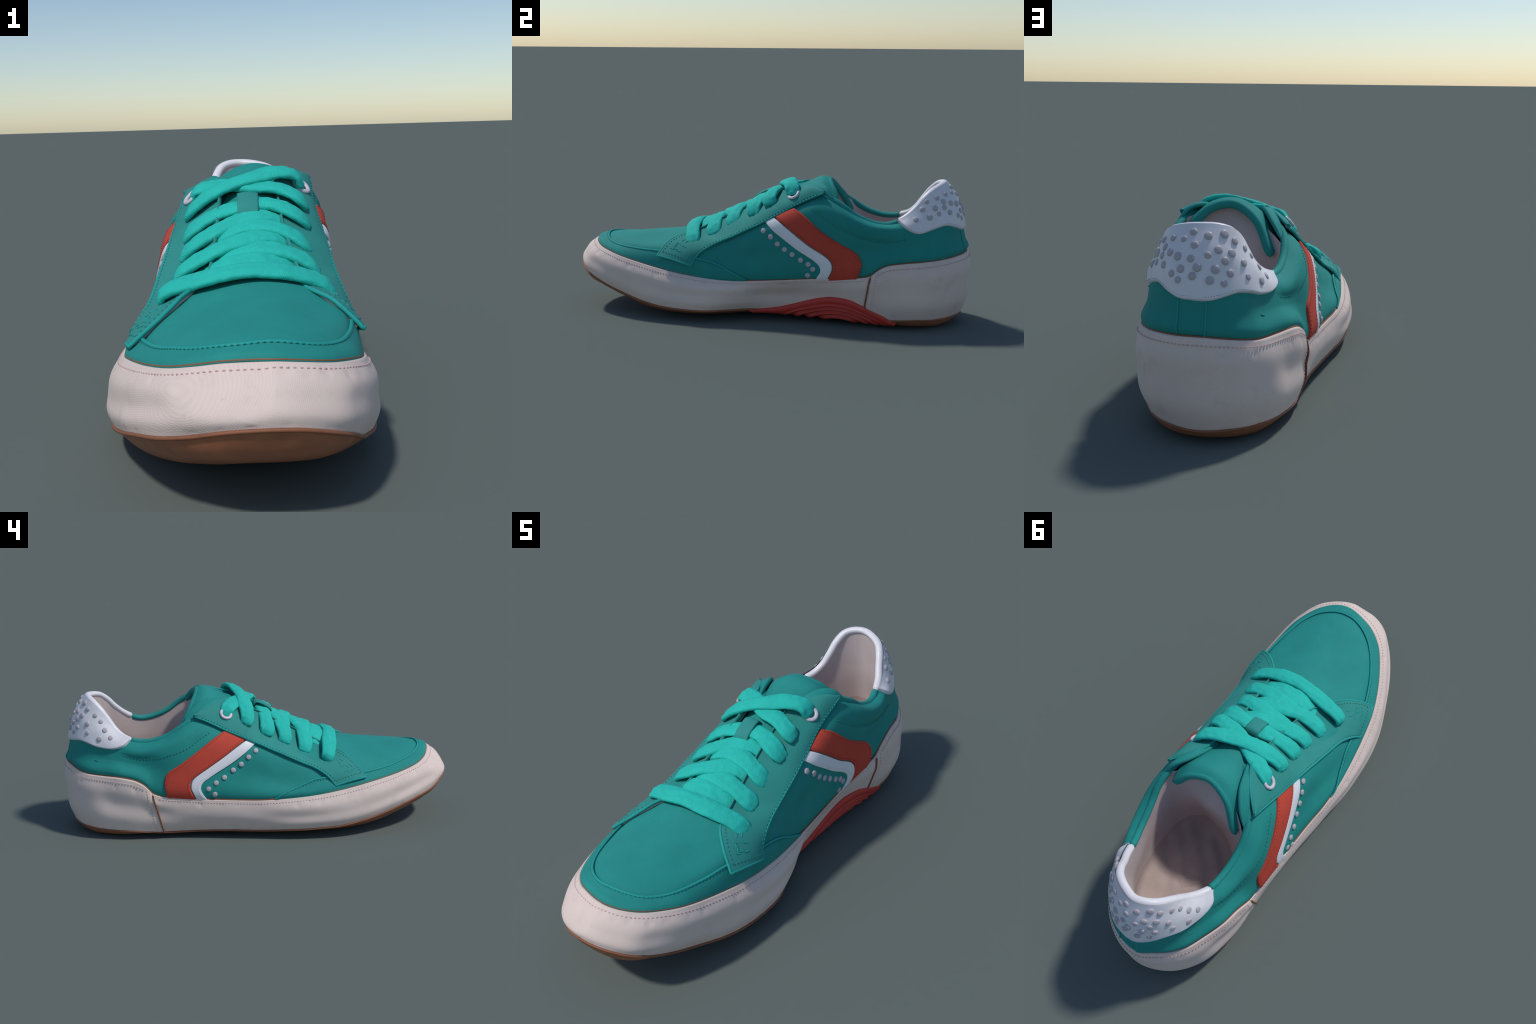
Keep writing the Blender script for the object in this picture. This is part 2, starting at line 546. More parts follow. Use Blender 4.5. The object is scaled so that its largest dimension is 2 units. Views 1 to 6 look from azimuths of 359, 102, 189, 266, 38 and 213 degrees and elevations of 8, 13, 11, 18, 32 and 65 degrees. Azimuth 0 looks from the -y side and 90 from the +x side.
def canvas(name, base, period=.0048, vary=.06, bump=.12, weave_depth=.08, rough=.75, grain=9, sheen=0.0, spec=.25):
    m = Nodes(name)
    w = m.weave(period)
    broad = m.noise(grain, 4, .6)
    col = m.ramp(broad, [(.3, shade(base, 1 - vary)), (.7, shade(base, 1 + vary))])
    dark = m.math("MULTIPLY_ADD", w, weave_depth, 1 - weave_depth)
    comb = m.node("ShaderNodeCombineColor")
    for i in range(3):
        m.link(dark, comb.inputs[i])
    col = m.mix(1.0, col, comb.outputs[0], "MULTIPLY")
    return m.finish(col, rough, m.math("ADD", w, m.math("MULTIPLY", m.noise(220, 3), 1.2)), bump, .0025, spec, sheen)


def plain(name, base, rough=.5, vary=.05, bump=.1, grain=30, spec=.4, dist=.002):
    m = Nodes(name)
    n = m.noise(grain, 4, .6)
    col = m.ramp(n, [(.3, shade(base, 1 - vary)), (.7, shade(base, 1 + vary))])
    return m.finish(col, rough, n, bump, dist, spec)


TEAL = (.021, .295, .262)
MAT_TEAL = canvas("teal_canvas", TEAL)
MAT_STAY = canvas("teal_eyestay_canvas", (.036, .30, .265))
MAT_EDGE = canvas("teal_folded_edge", (.022, .37, .33), bump=.2)
MAT_LACE = canvas("turquoise_lace_cotton", (.03, .64, .53), period=.0055, vary=.06, weave_depth=.18, bump=.5)
MAT_RED = canvas("red_stripe_canvas", (.63, .078, .047), period=.005, vary=.05, weave_depth=.08, bump=.15)
MAT_WHITE = plain("white_stripe_leather", (.86, .85, .88), .42, .03, .05)
MAT_TAB = plain("white_heel_leather", (.82, .79, .82), .38, .03, .06)
MAT_STUD = plain("grey_lilac_stud", (.50, .46, .49), .4, .05, .03)
MAT_EYELET = plain("white_eyelet_enamel", (.66, .60, .66), .35, .03, .03)
MAT_GUM = plain("gum_outsole_rubber", (.36, .135, .065), .5, .12, .15, 18)
MAT_BROWN = plain("brown_edge_cord", (.27, .10, .048), .6, .1, .1, 40)
MAT_ARCH = plain("red_arch_rubber", (.58, .05, .036), .5, .06, .08, 25)
MAT_LINING = canvas("beige_lining_mesh", (.60, .50, .48), period=.006, vary=.06, weave_depth=.1, bump=.2, grain=5)
MAT_INSOLE = plain("beige_insole_suede", (.45, .36, .335), .85, .08, .25, 14, .1)
MAT_DARK = plain("dark_thread", (.20, .12, .11), .8, .05, .05)
MAT_REDTHREAD = plain("dark_red_thread", (.32, .035, .028), .8, .05, .05)
MAT_PALETHREAD = plain("rosy_thread", (.62, .43, .41), .8, .08, .05)
MAT_GREYTHREAD = plain("blue_grey_thread", (.30, .32, .40), .8, .05, .05)
MAT_TEALTHREAD = plain("dark_teal_thread", (.014, .235, .212), .8, .05, .05)


def foxing_material():
    """Off-white canvas with faint rose edges, grey scuffs at the sole and brown specks."""
    m = Nodes("off_white_foxing_canvas")
    w = m.weave(.0058)
    base = m.ramp(m.noise(4, 4, .6), [(.3, (.80, .65, .585)), (.7, (.88, .715, .64))])
    stain = m.ramp(m.noise(11, 5, .65), [(.56, (0, 0, 0)), (.74, (1, 1, 1))])
    base = m.mix(m.math("MULTIPLY", stain, .28), base, (.50, .44, .40))
    speck = m.ramp(m.noise(48, 3, .6), [(.70, (0, 0, 0)), (.76, (1, 1, 1))])
    base = m.mix(m.math("MULTIPLY", speck, .3), base, (.33, .25, .2))
    dark = m.math("MULTIPLY_ADD", w, .09, .91)
    comb = m.node("ShaderNodeCombineColor")
    for i in range(3):
        m.link(dark, comb.inputs[i])
    base = m.mix(1.0, base, comb.outputs[0], "MULTIPLY")
    return m.finish(base, .72, m.math("ADD", w, m.math("MULTIPLY", m.noise(45, 2), .8)), .14, .002, .25)


MAT_FOX = foxing_material()

# ------------------------------------------------------------------ outsole
outsole_surface = Surface(SOLE_RAILS, SOLE_FRACTIONS, 60)


def loft_part(name, surface, material, ns, columns, s_from=0.0, s_to=2.0, lift=None, closed=True):
    """Mesh of a surface strip. columns lists (v, lift); s_from and s_to may be functions of v."""
    m = len(columns)
    cv = np.array([c[0] for c in columns])
    cl = np.array([c[1] for c in columns])
    u = np.linspace(0, 1, ns, endpoint=not closed)
    a = np.broadcast_to(s_from(cv) if callable(s_from) else s_from, cv.shape)
    b = np.broadcast_to(s_to(cv) if callable(s_to) else s_to, cv.shape)
    s = a[None] + (b - a)[None] * u[:, None]
    v = np.broadcast_to(cv, s.shape)
    p, n = surface.eval(s, v)
    amount = np.broadcast_to(cl, s.shape)
    if lift is not None:
        amount = amount + lift(p, s, v, u[:, None])
    p = p + n * amount[..., None]
    return put(name, p.reshape(-1, 3), grid_faces(ns, m, wrap_u=closed), material)


loft_part("outsole", outsole_surface, MAT_GUM, 480, [(v, 0) for v in np.linspace(0, 1, 40)] + [(1, -.006), (.985, -.02)])
lip, lip_up = FOX_LOW + _out * .0015 - [0, 0, .002], np.array([0, 0, 1.0])
put("outsole_lip", *tube_data(lip[::2], lip_up, .0045, .0045, 8, closed=True), MAT_BROWN)

# ------------------------------------------------------------------ foxing band and heel counter
JOINT_PLUS = foxing_surface.trace([(.268, .505, .05), (.288, .52, .16), (.292, .54, .27)], 20, 1)
JOINT_MINUS = foxing_surface.trace([(-.25, .495, .035), (-.27, .52, .15), (-.265, .543, .25)], 20, -1)


def joint(curve, shift=0.0):
    order = np.argsort(curve[:, 1])
    return lambda v: np.interp(v, curve[order, 1], curve[order, 0]) + shift


def puckers(p, s, v, u):
    """Pulled dents under the top stitching and soft waves over the band."""
    near = np.exp(-(((v - .84) / .07) ** 2))
    flat = p.reshape(-1, 3)
    a = np.array([noise.noise(Vector((q[0] * 26, q[1] * 26, 3.1))) for q in flat]).reshape(v.shape)
    b = np.array([noise.noise(Vector((q[0] * 7, q[1] * 7, q[2] * 9))) for q in flat]).reshape(v.shape)
    low = np.exp(-(((v - .06) / .06) ** 2))
    return -np.clip(a, 0, 1) * near * .0045 + b * .0025 * np.sin(np.clip(v, 0, 1) * math.pi) - np.clip(-a, 0, 1) * low * .003


v_run = np.linspace(.02, .96, 46)
fox_columns = [(0, -.02), (0, -.008), (.004, -.002)] + [(v, 0) for v in v_run] + [(.975, .0005), (.99, -.001), (1.0, -.0045), (1.0, -.010), (.98, -.02)]
loft_part("foxing_band", foxing_surface, MAT_FOX, 700, fox_columns, lambda v: joint(JOINT_MINUS)(v) - 2, joint(JOINT_PLUS), puckers, closed=False)


def counter_lift(p, s, v, u):
    end = np.minimum(u, 1 - u) / .012
    round_end = np.sqrt(np.clip(1 - (1 - np.clip(end, 0, 1)) ** 2, 0, 1))
    return puckers(p, s, v, u) - .003 + .006 * round_end


loft_part("heel_counter", foxing_surface, MAT_FOX, 360, fox_columns, joint(JOINT_PLUS, .0005), joint(JOINT_MINUS, -.0005), counter_lift, closed=False)

# brown cord between foxing and upper, and down the two joints
cord = FOX_TOP - _top_out * .0062 + [0, 0, .0008]
put("foxing_cord", *tube_data(cord[::2], np.array([0, 0, 1.0]), .0036, .0034, 8, closed=True), MAT_BROWN)
cords = []
for curve in (JOINT_PLUS, JOINT_MINUS):
    path, up = on_surface(foxing_surface, curve, .0035)
    cords.append(tube_data(path[:-1], up[:-1], .0034, .0045, 8))
put("joint_cord", *join(cords), MAT_BROWN)

# ------------------------------------------------------------------ red rubber arch support, +x side
arch_surface = Surface([SOLE_RAILS[3], SOLE_RAILS[4], FOX_LOW, FOX_MID, FOX_TOP], [0, .12, .24, .62, 1], 200)
ARCH_TOP = [(.29, -.07, .052), (.25, .03, .062), (.232, .108, .080), (.236, .203, .111), (.245, .298, .137), (.251, .346, .145), (.256, .393, .145), (.27, .441, .139), (.28, .49, .122), (.277, .527, .106), (.268, .568, .086), (.261, .61, .066), (.256, .668, .035)]
arch_top = arch_surface.trace(ARCH_TOP, 200, 1, (.05, 1, 1))
arch_low = np.column_stack([np.linspace(arch_top[0, 0] + .004, arch_top[-1, 0] - .004, 200), np.full(200, .07)])
_ty, _tz = np.array(ARCH_TOP)[:, 1], np.array(ARCH_TOP)[:, 2]


def arch_ripples(p, x):
    below = np.interp(p[..., 1], _ty, _tz) - p[..., 2]
    wave = np.sin((below - .026) / .021 * 2 * math.pi - math.pi / 2)
    inner = np.clip((below - .024) / .012, 0, 1)
    bell = np.exp(-(((p[..., 1] - .34) / .22) ** 2))
    return inner * (.006 * wave * np.clip(bell * 1.4, 0, 1)) + .004 * bell


_, arch = panel(arch_surface, arch_low, arch_top, 70, .013, .014, along=200, extra=arch_ripples)
put("arch_support", *arch, MAT_ARCH)

# ------------------------------------------------------------------ upper shell and lining
US, UV = 520, 100
us = np.arange(US) / US * 2
uv = np.linspace(0, 1, UV)
up_p, up_n = upper_surface.eval(us[:, None], uv[None])
shell = up_p.reshape(-1, 3).copy()
normals = up_n.reshape(-1, 3)
soft = np.array([noise.noise(Vector(q) * 5.0) * .004 + noise.noise(Vector(q) * 13.0) * .0015 for q in shell])
shell += normals * soft[:, None]
faces = grid_faces(US, UV, wrap_u=True)
centre_y = up_p[:, :, 1].reshape(-1)
regions = {"vamp": [], "quarter": []}
for f in faces:
    y = sum(centre_y[i] for i in f) / 4
    regions["vamp" if y < -.30 else "quarter"].append(f)
for part, fs in regions.items():
    used = sorted({i for f in fs for i in f})
    index = {k: j for j, k in enumerate(used)}
    ob = put(part, shell[used], [tuple(index[i] for i in f) for f in fs], MAT_TEAL)
    ob.data.normals_split_custom_set_from_vertices([tuple(map(float, normals[k])) for k in used])

# cavity: lining walls drop from the lip; under the tongue they slope back to the footbed
CAVITY = [
    [(.045, .27, .680), (.13, .285, .665), (.205, .335, .63), (.232, .43, .565), (.23, .53, .525), (.213, .648, .525), (.165, .77, .635),
     (.03, .857, .692), (-.08, .786, .635), (-.15, .648, .503), (-.155, .54, .493), (-.152, .43, .534), (-.135, .36, .57), (-.04, .30, .635)],
    [(.045, .345, .53), (.125, .335, .5), (.2, .36, .45), (.224, .46, .44), (.222, .55, .435), (.195, .655, .43), (.145, .77, .47),
     (.03, .84, .5), (-.06, .772, .465), (-.122, .665, .415), (-.153, .565, .41), (-.153, .465, .42), (-.125, .4, .45), (-.045, .36, .51)],
    [(.045, .35, .26), (.12, .335, .25), (.18, .4, .245), (.2, .5, .243), (.197, .59, .243), (.182, .678, .25), (.132, .79, .26),
     (.03, .832, .275), (-.045, .76, .265), (-.1, .675, .26), (-.13, .59, .25), (-.125, .51, .25), (-.1, .44, .255), (-.035, .38, .262)],
    [(.04, .47, .232), (.08, .465, .23), (.11, .51, .224), (.12, .57, .211), (.115, .62, .212), (.1, .67, .217), (.07, .73, .223),
     (.03, .75, .23), (-.01, .72, .229), (-.045, .66, .226), (-.06, .61, .222), (-.06, .565, .218), (-.045, .53, .23), (-.005, .495, .232)],
]
lip_line = UP_TOP - outward(UP_TOP) * .012 - [0, 0, .002]
plus_lip = [tuple(q) for q in lip_line[: HALF + 1] if q[1] > .345][::14]
minus_lip = [tuple(q) for q in lip_line[HALF + 8:] if q[1] > .375][::14]
CAVITY[0] = [CAVITY[0][0], CAVITY[0][1], *plus_lip, *minus_lip, CAVITY[0][-1]]
rings = np.stack([catmull(r, 201, closed=True)[:-1] for r in CAVITY] + [np.tile([.03, .64, .212], (200, 1))])
deep = np.stack([catmull(rings[:, i], 80) for i in range(200)])
wrinkle = np.sin(deep[..., 0] * 60 + deep[..., 1] * 34 + 2 * np.sin(deep[..., 1] * 14)) * .0034
wrinkle += np.array([noise.noise(Vector(q) * 12) * .004 for q in deep.reshape(-1, 3)]).reshape(deep.shape[:2])
deep[:, :, 2] += wrinkle * np.clip((np.arange(80) - 34) / 12, 0, 1)[None]
cut = 42
wall, floor = deep[:, : cut + 1], deep[:, cut:]
put("lining", wall.reshape(-1, 3), [f[::-1] for f in grid_faces(200, cut + 1, wrap_u=True)], MAT_LINING)
put("insole", floor.reshape(-1, 3), [f[::-1] for f in grid_faces(200, 80 - cut, wrap_u=True)], MAT_INSOLE)

# ------------------------------------------------------------------ collar rim: teal roll, white over the heel
rim_path = UP_TOP - outward(UP_TOP) * .010 - [0, 0, .006]
rim_up = np.array([0, 0, 1.0])
tip_plus = upper_surface.find((.224, .652, .535), 1)[0]
tip_minus = upper_surface.find((-.165, .642, .505), -1)[0]
flap_plus = upper_surface.find((.12, .13, .62), 1, (1, 1, .2))[0]
flap_minus = upper_surface.find((-.02, .14, .635), -1, (1, 1, .2))[0]


def rim(s0, s1, r, n, lift=0.0, out=0.0, wide=1.0):
    idx = np.linspace(s0, s1, n) * HALF
    track = rim_path + outward(UP_TOP) * out
    path = np.column_stack([np.interp(idx, np.arange(NS + 1), np.r_[track[:, j], track[0, j]]) for j in range(3)])
    taper = np.clip(np.minimum(np.arange(n), n - 1 - np.arange(n)) / 4 + .35, 0, 1)
    return tube_data(path + [0, 0, lift], rim_up, r * wide * taper, r * 1.1 * taper, 14)


put("collar_roll", *join([rim(flap_plus, tip_plus + .004, .0130, 120, -.001, .0035, 1.15), rim(tip_minus - .004, flap_minus, .0130, 120, -.001, .0035, 1.15)]), MAT_TEAL)

# ------------------------------------------------------------------ white heel tab with studs
TAB_LOW = [(.226, .652, .528), (.236, .69, .492), (.231, .747, .472), (.2, .81, .487), (.156, .872, .503), (.116, .924, .488), (.079, .947, .475),
           (.037, .964, .474), (.002, .958, .471), (-.03, .944, .473), (-.061, .92, .48), (-.089, .888, .485), (-.118, .85, .477),
           (-.146, .798, .462), (-.171, .736, .457), (-.187, .68, .472), (-.172, .643, .503)]
tab_low = upper_surface.trace(TAB_LOW, 220)
tab_top = np.column_stack([np.linspace(tip_plus, tip_minus, 220), np.full(220, 1.0)])


def tab_waves(p, x):
    return np.array([noise.noise(Vector(q) * 16) * .0022 for q in p.reshape(-1, 3)]).reshape(x.shape) * x


tab_grid, tab = panel(upper_surface, tab_low, tab_top, 60, .014, .008, extra=tab_waves, both=False, soft_ends=False)
heel_tab = put("heel_tab", *tab, MAT_TAB)
put("heel_tab_roll", *rim(tip_plus, tip_minus, .0130, 200, .001, .0062, 1.3), MAT_TAB, heel_tab)

HEEL_STUDS = [(1.208, .774), (1.185, .66), (1.185, .818), (1.163, .881), (1.14, .893), (1.143, .654), (1.132, .742), (.842, .94), (.822, .899),
              (.793, .811), (.825, .73), (.85, .799), (.853, .717), (.873, .899), (.912, .887), (.887, .824), (.88, .761), (.952, .868),
              (.915, .774), (.895, .692), (.995, .818), (.945, .742), (.932, .642), (.98, .925), (1.03, .893), (1.075, .925), (1.105, .893),
              (.988, .723), (1.032, .748), (1.062, .792), (1.098, .786), (1.082, .723), (.958, .667), (1.0, .673), (.995, .629), (.952, .61),
              (1.037, .61), (1.055, .667), (1.095, .654), (1.078, .597)]
stud_mesh = bpy.data.meshes.new("stud")
sv_, sf_ = dome(1.0, .55)
stud_mesh.from_pydata(sv_, [], sf_)
stud_mesh.polygons.foreach_set("use_smooth", [True] * len(stud_mesh.polygons))
stud_mesh.materials.append(MAT_STUD)


def place_stud(point, normal, radius, parent, name="stud", tall=1.0):
    ob = bpy.data.objects.new(name, stud_mesh)
    ob.location = point
    ob.rotation_mode = "QUATERNION"
    ob.rotation_quaternion = Vector(normal).to_track_quat("Z", "Y")
    ob.scale = (radius, radius, radius * tall)
    ob.parent = parent
    bpy.context.scene.collection.objects.link(ob)


kept = []
for s, v in HEEL_STUDS:
    p, n = upper_surface.eval(s, v)
    if any(np.linalg.norm(p - q) < .0255 for q in kept):
        continue
    kept.append(p)
    place_stud(p + n * .013, n, .0132 * rng.uniform(.85, 1.12), heel_tab, tall=rng.uniform(.9, 1.25))

# ------------------------------------------------------------------ side stripes and studs
STRIPES = {
    +1: dict(
        red_front=[(.062, .527), (.122, .491), (.228, .412), (.325, .352), (.351, .325), (.357, .295), (.345, .262), (.328, .232)],
        red_rear=[(.160, .573), (.281, .489), (.384, .423), (.456, .385), (.488, .350), (.496, .318), (.488, .285), (.470, .244)],
        white_front=[(.020, .506), (.070, .466), (.176, .389), (.278, .325), (.299, .300), (.300, .272), (.287, .252), (.275, .230)],
        studs=[(.016, .463), (.053, .436), (.087, .404), (.123, .379), (.160, .356), (.202, .331), (.239, .312), (.262, .289), (.237, .257)]),
    -1: dict(
        red_front=[(.062, .490), (.192, .412), (.307, .341), (.342, .312), (.352, .275), (.340, .243), (.320, .205)],
        red_rear=[(.174, .536), (.272, .479), (.388, .400), (.461, .352), (.479, .316), (.480, .274), (.464, .217)],
        white_front=[(.024, .470), (.136, .394), (.250, .329), (.295, .298), (.305, .268), (.295, .240), (.268, .203)],
        studs=[(.022, .438), (.059, .410), (.097, .378), (.138, .352), (.183, .319), (.225, .295), (.263, .267), (.233, .239)]),
}
SIDE_X = {+1: .28, -1: -.25}
FLAT = (.02, 1, 1)


def side_curve(points, side, n=90):
    return upper_surface.trace([(SIDE_X[side], y, z) for y, z in points], n, side, FLAT)


for side, d in STRIPES.items():
    rear, front, white = (side_curve(d[k], side) for k in ("red_rear", "red_front", "white_front"))
    _, red = panel(upper_surface, rear, front, 26, .010, .006)
    stripe = put("red_stripe", *red, MAT_RED)
    inner = front * .96 + white * .04
    _, wht = panel(upper_surface, inner, white, 20, .0085, .005)
    pale = put("white_stripe", *wht, MAT_WHITE)
    for k in (.10, .90):
        path, up = on_surface(upper_surface, rear * (1 - k) + front * k, .0100)
        put("stripe_stitching", *stitches(path[2:-2], up[2:-2], .007, .008, .0014), MAT_REDTHREAD, stripe, kind="stuff")
    path, up = on_surface(upper_surface, front * .22 + white * .78, .0085)
    put("stripe_stitching", *stitches(path[2:-2], up[2:-2], .005, .004, .0009, -.0007), MAT_GREYTHREAD, pale, kind="stuff")
    path, up = on_surface(upper_surface, white, .003)
    put("stripe_edge", *tube_data(path, up, .004, .0045, 8), MAT_WHITE, pale)
    for y, z in d["studs"]:
        s, v = upper_surface.find((SIDE_X[side], y, z), side, FLAT)
        p, n = upper_surface.eval(s, v)
        place_stud(p, n, .0128, THING)

# ------------------------------------------------------------------ toe guard with wings
GUARD_TOP = [(.311, -.068, .214), (.313, -.144, .256), (.312, -.198, .285), (.31, -.257, .304), (.306, -.33, .315), (.3, -.44, .332), (.29, -.53, .342), (.279, -.608, .346), (.238, -.727, .346),
             (.194, -.798, .353), (.117, -.846, .368), (.065, -.857, .373), (-.029, -.842, .365), (-.105, -.791, .351), (-.146, -.738, .339),
             (-.192, -.66, .325), (-.23, -.56, .313), (-.262, -.44, .304), (-.275, -.324, .299), (-.282, -.268, .295), (-.297, -.209, .277), (-.31, -.146, .254), (-.322, -.067, .212)]
guard_top = upper_surface.trace(GUARD_TOP, 420)
guard_low = np.column_stack([guard_top[:, 0], np.full(len(guard_top), .05)])
_, guard = panel(upper_surface, guard_low, guard_top, 34, .0055, .005, soft_ends=False)
guard_ob = put("toe_guard", *guard, MAT_TEAL)
path, up = on_surface(upper_surface, guard_top, .0045)
put("toe_guard_edge", *tube_data(path, up, .0055, .0045, 8), MAT_EDGE, guard_ob)
under = guard_top * .94 + guard_low * .06
path, up = on_surface(upper_surface, under, .0070)
put("toe_guard_stitching", *stitches(path, up, .008, .007, .0015), MAT_TEALTHREAD, guard_ob, kind="stuff")

# ------------------------------------------------------------------ eyestays
STAYS = {
    +1: dict(
        inner=[(.316, -.515, .320), (.29, -.5, .348), (.243, -.468, .388), (.179, -.397, .416), (.16, -.301, .466), (.146, -.2, .52), (.134, -.106, .566),
               (.13, .004, .619), (.13, .1, .662), (.148, .18, .671), (.195, .25, .673), (.25, .303, .660)],
        middle=[(.328, -.43, .305), (.312, -.415, .33), (.285, -.385, .362), (.25, -.33, .395), (.237, -.25, .42), (.228, -.15, .47), (.220, -.05, .525),
                (.215, .05, .58), (.212, .145, .632), (.215, .2, .66), (.228, .255, .672), (.254, .302, .662)],
        outer=[(.331, -.339, .279), (.320, -.33, .302), (.308, -.303, .340), (.294, -.235, .386), (.283, -.127, .437), (.274, -.019, .49), (.262, .075, .540),
               (.254, .157, .587), (.253, .209, .613), (.255, .26, .637), (.257, .304, .658)],
        eyelet=(.214, .146, .640), holes=[(.259, -.345), (.227, -.242), (.211, -.146), (.219, -.044), (.215, .038)]),
    -1: dict(
        inner=[(-.276, -.525, .294), (-.226, -.497, .334), (-.18, -.456, .372), (-.142, -.407, .404), (-.09, -.33, .44), (-.073, -.287, .462), (-.06, -.19, .515),
               (-.052, -.1, .56), (-.048, 0, .615), (-.045, .1, .655), (-.06, .165, .667), (-.102, .24, .655), (-.166, .32, .616)],
        middle=[(-.29, -.45, .279), (-.262, -.43, .312), (-.225, -.385, .347), (-.19, -.33, .364), (-.17, -.223, .4), (-.155, -.123, .447), (-.148, -.031, .49),
                (-.145, .07, .548), (-.136, .161, .6), (-.135, .23, .622), (-.169, .323, .615)],
        outer=[(-.303, -.371, .264), (-.283, -.336, .306), (-.256, -.271, .349), (-.241, -.185, .386), (-.220, -.044, .449), (-.206, .063, .497), (-.193, .168, .542),
               (-.181, .26, .587), (-.173, .326, .612)],
        eyelet=(-.138, .161, .606), holes=[(-.204, -.333), (-.173, -.223), (-.158, -.123), (-.151, -.031), (-.149, .07)]),
}


def smooth_rows(a, m, b, across):
    """Quadratic sheet through three long curves."""
    t = np.linspace(0, 1, across)[None, :, None]
    la, lm, lb = 2 * (t - .5) * (t - 1), -4 * t * (t - 1), 2 * t * (t - .5)
    return a[:, None] * la + m[:, None] * lm + b[:, None] * lb


def grid_normals(g, toward):
    n = np.cross(np.gradient(g, axis=0), np.gradient(g, axis=1))
    n /= np.maximum(np.linalg.norm(n, axis=2), 1e-12)[..., None]
    if (n * np.array(toward)).sum(2).mean() < 0:
        n = -n
    return n


stay_grids = {}
for side, d in STAYS.items():
    n = 150
    inner_edge = catmull(d["inner"], n)
    laced = np.clip((inner_edge[:, 1] + .42) / .1, 0, 1) * np.clip((.14 - inner_edge[:, 1]) / .08, 0, 1)
    inner_edge[:, 2] -= .020 * laced
    g = smooth_rows(inner_edge, catmull(d["middle"], n) + np.array([side * .004, 0, .006]) * (side < 0), catmull(d["outer"], n) - np.array([side * .004, 0, .001]), 36)
    nrm = grid_normals(g, (side * .8, 0, .6))
    wob = np.array([noise.noise(Vector(q) * 11) * .003 for q in g.reshape(-1, 3)]).reshape(g.shape[:2])
    g = g + nrm * wob[..., None]
    stay_grids[side] = (g, nrm)
    stay = put("eyestay", *sheet(g + nrm * .002, g - nrm * .008), MAT_STAY)
    gi, ni = g[2:-2, 1:-5], nrm[2:-2, 1:-5]
    put("eyestay_backing", *sheet(gi - ni * .0065, gi - ni * .016), MAT_LINING, stay)
    front = int(np.argmax(laced > .5))
    border = np.vstack([g[::-1, -1], g[0, -2:0:-1], g[:front, 0]])
    border_n = np.vstack([nrm[::-1, -1], nrm[0, -2:0:-1], nrm[:front, 0]])
    mid = slice(front, n - 1 - int(np.argmax(laced[::-1] > .5)))
    put("eyestay_edge", *tube_data(g[mid, 0] + nrm[mid, 0] * .004, nrm[mid, 0], .0042, .008, 8), MAT_STAY, stay)
    rear = n - 1 - int(np.argmax(laced[::-1] > .5))
    put("eyestay_edge", *tube_data(g[rear:-1, 0] - nrm[rear:-1, 0] * .002, nrm[rear:-1, 0], .005, .006, 8), MAT_EDGE, stay)
    keep = np.r_[True, np.linalg.norm(np.diff(border, axis=0), axis=1) > 1e-5]
    put("eyestay_edge", *tube_data(border[keep] - border_n[keep] * .002, border_n[keep], .0055, .006, 8), MAT_EDGE, stay)
    for col, rows in ((-3, slice(3, -6)), (3, slice(3, 40))):
        put("eyestay_stitching", *stitches(g[rows, col] + nrm[rows, col] * .002, nrm[rows, col], .009, .007, .0019), MAT_TEALTHREAD, stay, kind="stuff")
    put("eyestay_stitching", *stitches(g[4, 2:-2] + nrm[4, 2:-2] * .002, nrm[4, 2:-2], .009, .007, .0019), MAT_TEALTHREAD, stay, kind="stuff")
    # metal eyelet
    flat = g.reshape(-1, 3)
    k = ((flat - np.array(d["eyelet"])) ** 2).sum(1).argmin()
    c, u = flat[k], nrm.reshape(-1, 3)[k]
    e1 = np.cross(u, [0, 0, 1.0])
    e1 /= np.linalg.norm(e1)
    e2 = np.cross(u, e1)
    a = np.linspace(0, 2 * math.pi, 40, endpoint=False)[:, None]
    ring = c + u * .004 + .0255 * (np.cos(a) * e1 + np.sin(a) * e2)
    put("eyelet", *tube_data(np.vstack([ring, ring[:1]]), u, .008, .0065, 12), MAT_EYELET, stay)

# padded collar flaps that stand up behind the eyestays
FLAPS = {
    +1: ([(.15, .14, .655), (.19, .21, .668), (.228, .28, .65), (.247, .335, .625)],
         [(.118, .13, .65), (.14, .19, .668), (.177, .26, .687), (.219, .31, .676), (.248, .35, .628)]),
    -1: ([(-.05, .12, .638), (-.095, .2, .65), (-.135, .28, .615), (-.158, .36, .57)],
         [(-.03, .13, .648), (-.05, .19, .666), (-.076, .265, .67), (-.117, .335, .63), (-.155, .378, .57)]),
}
for side, (base, crest) in FLAPS.items():
    rows = [catmull(base, 60), None, catmull(crest, 60)]
    away = np.array([side * .5, -.1, .6])
    rows[1] = .5 * (rows[0] + rows[2]) + away * .008
    fg = smooth_rows(*rows, 16)
    fn = grid_normals(fg, (side * .6, 0, .8))
    edge = np.sin(np.linspace(0, 1, 60) * math.pi) ** .35
    flap = put("collar_flap", *sheet(fg, fg - fn * (.018 * edge)[:, None, None]), MAT_TEAL)
    put("collar_flap_roll", *tube_data(fg[:, -1] - fn[:, -1] * (.009 * edge)[:, None], fn[:, -1], .009 * edge + .001, .0092 * edge + .001, 12), MAT_TEAL, flap)

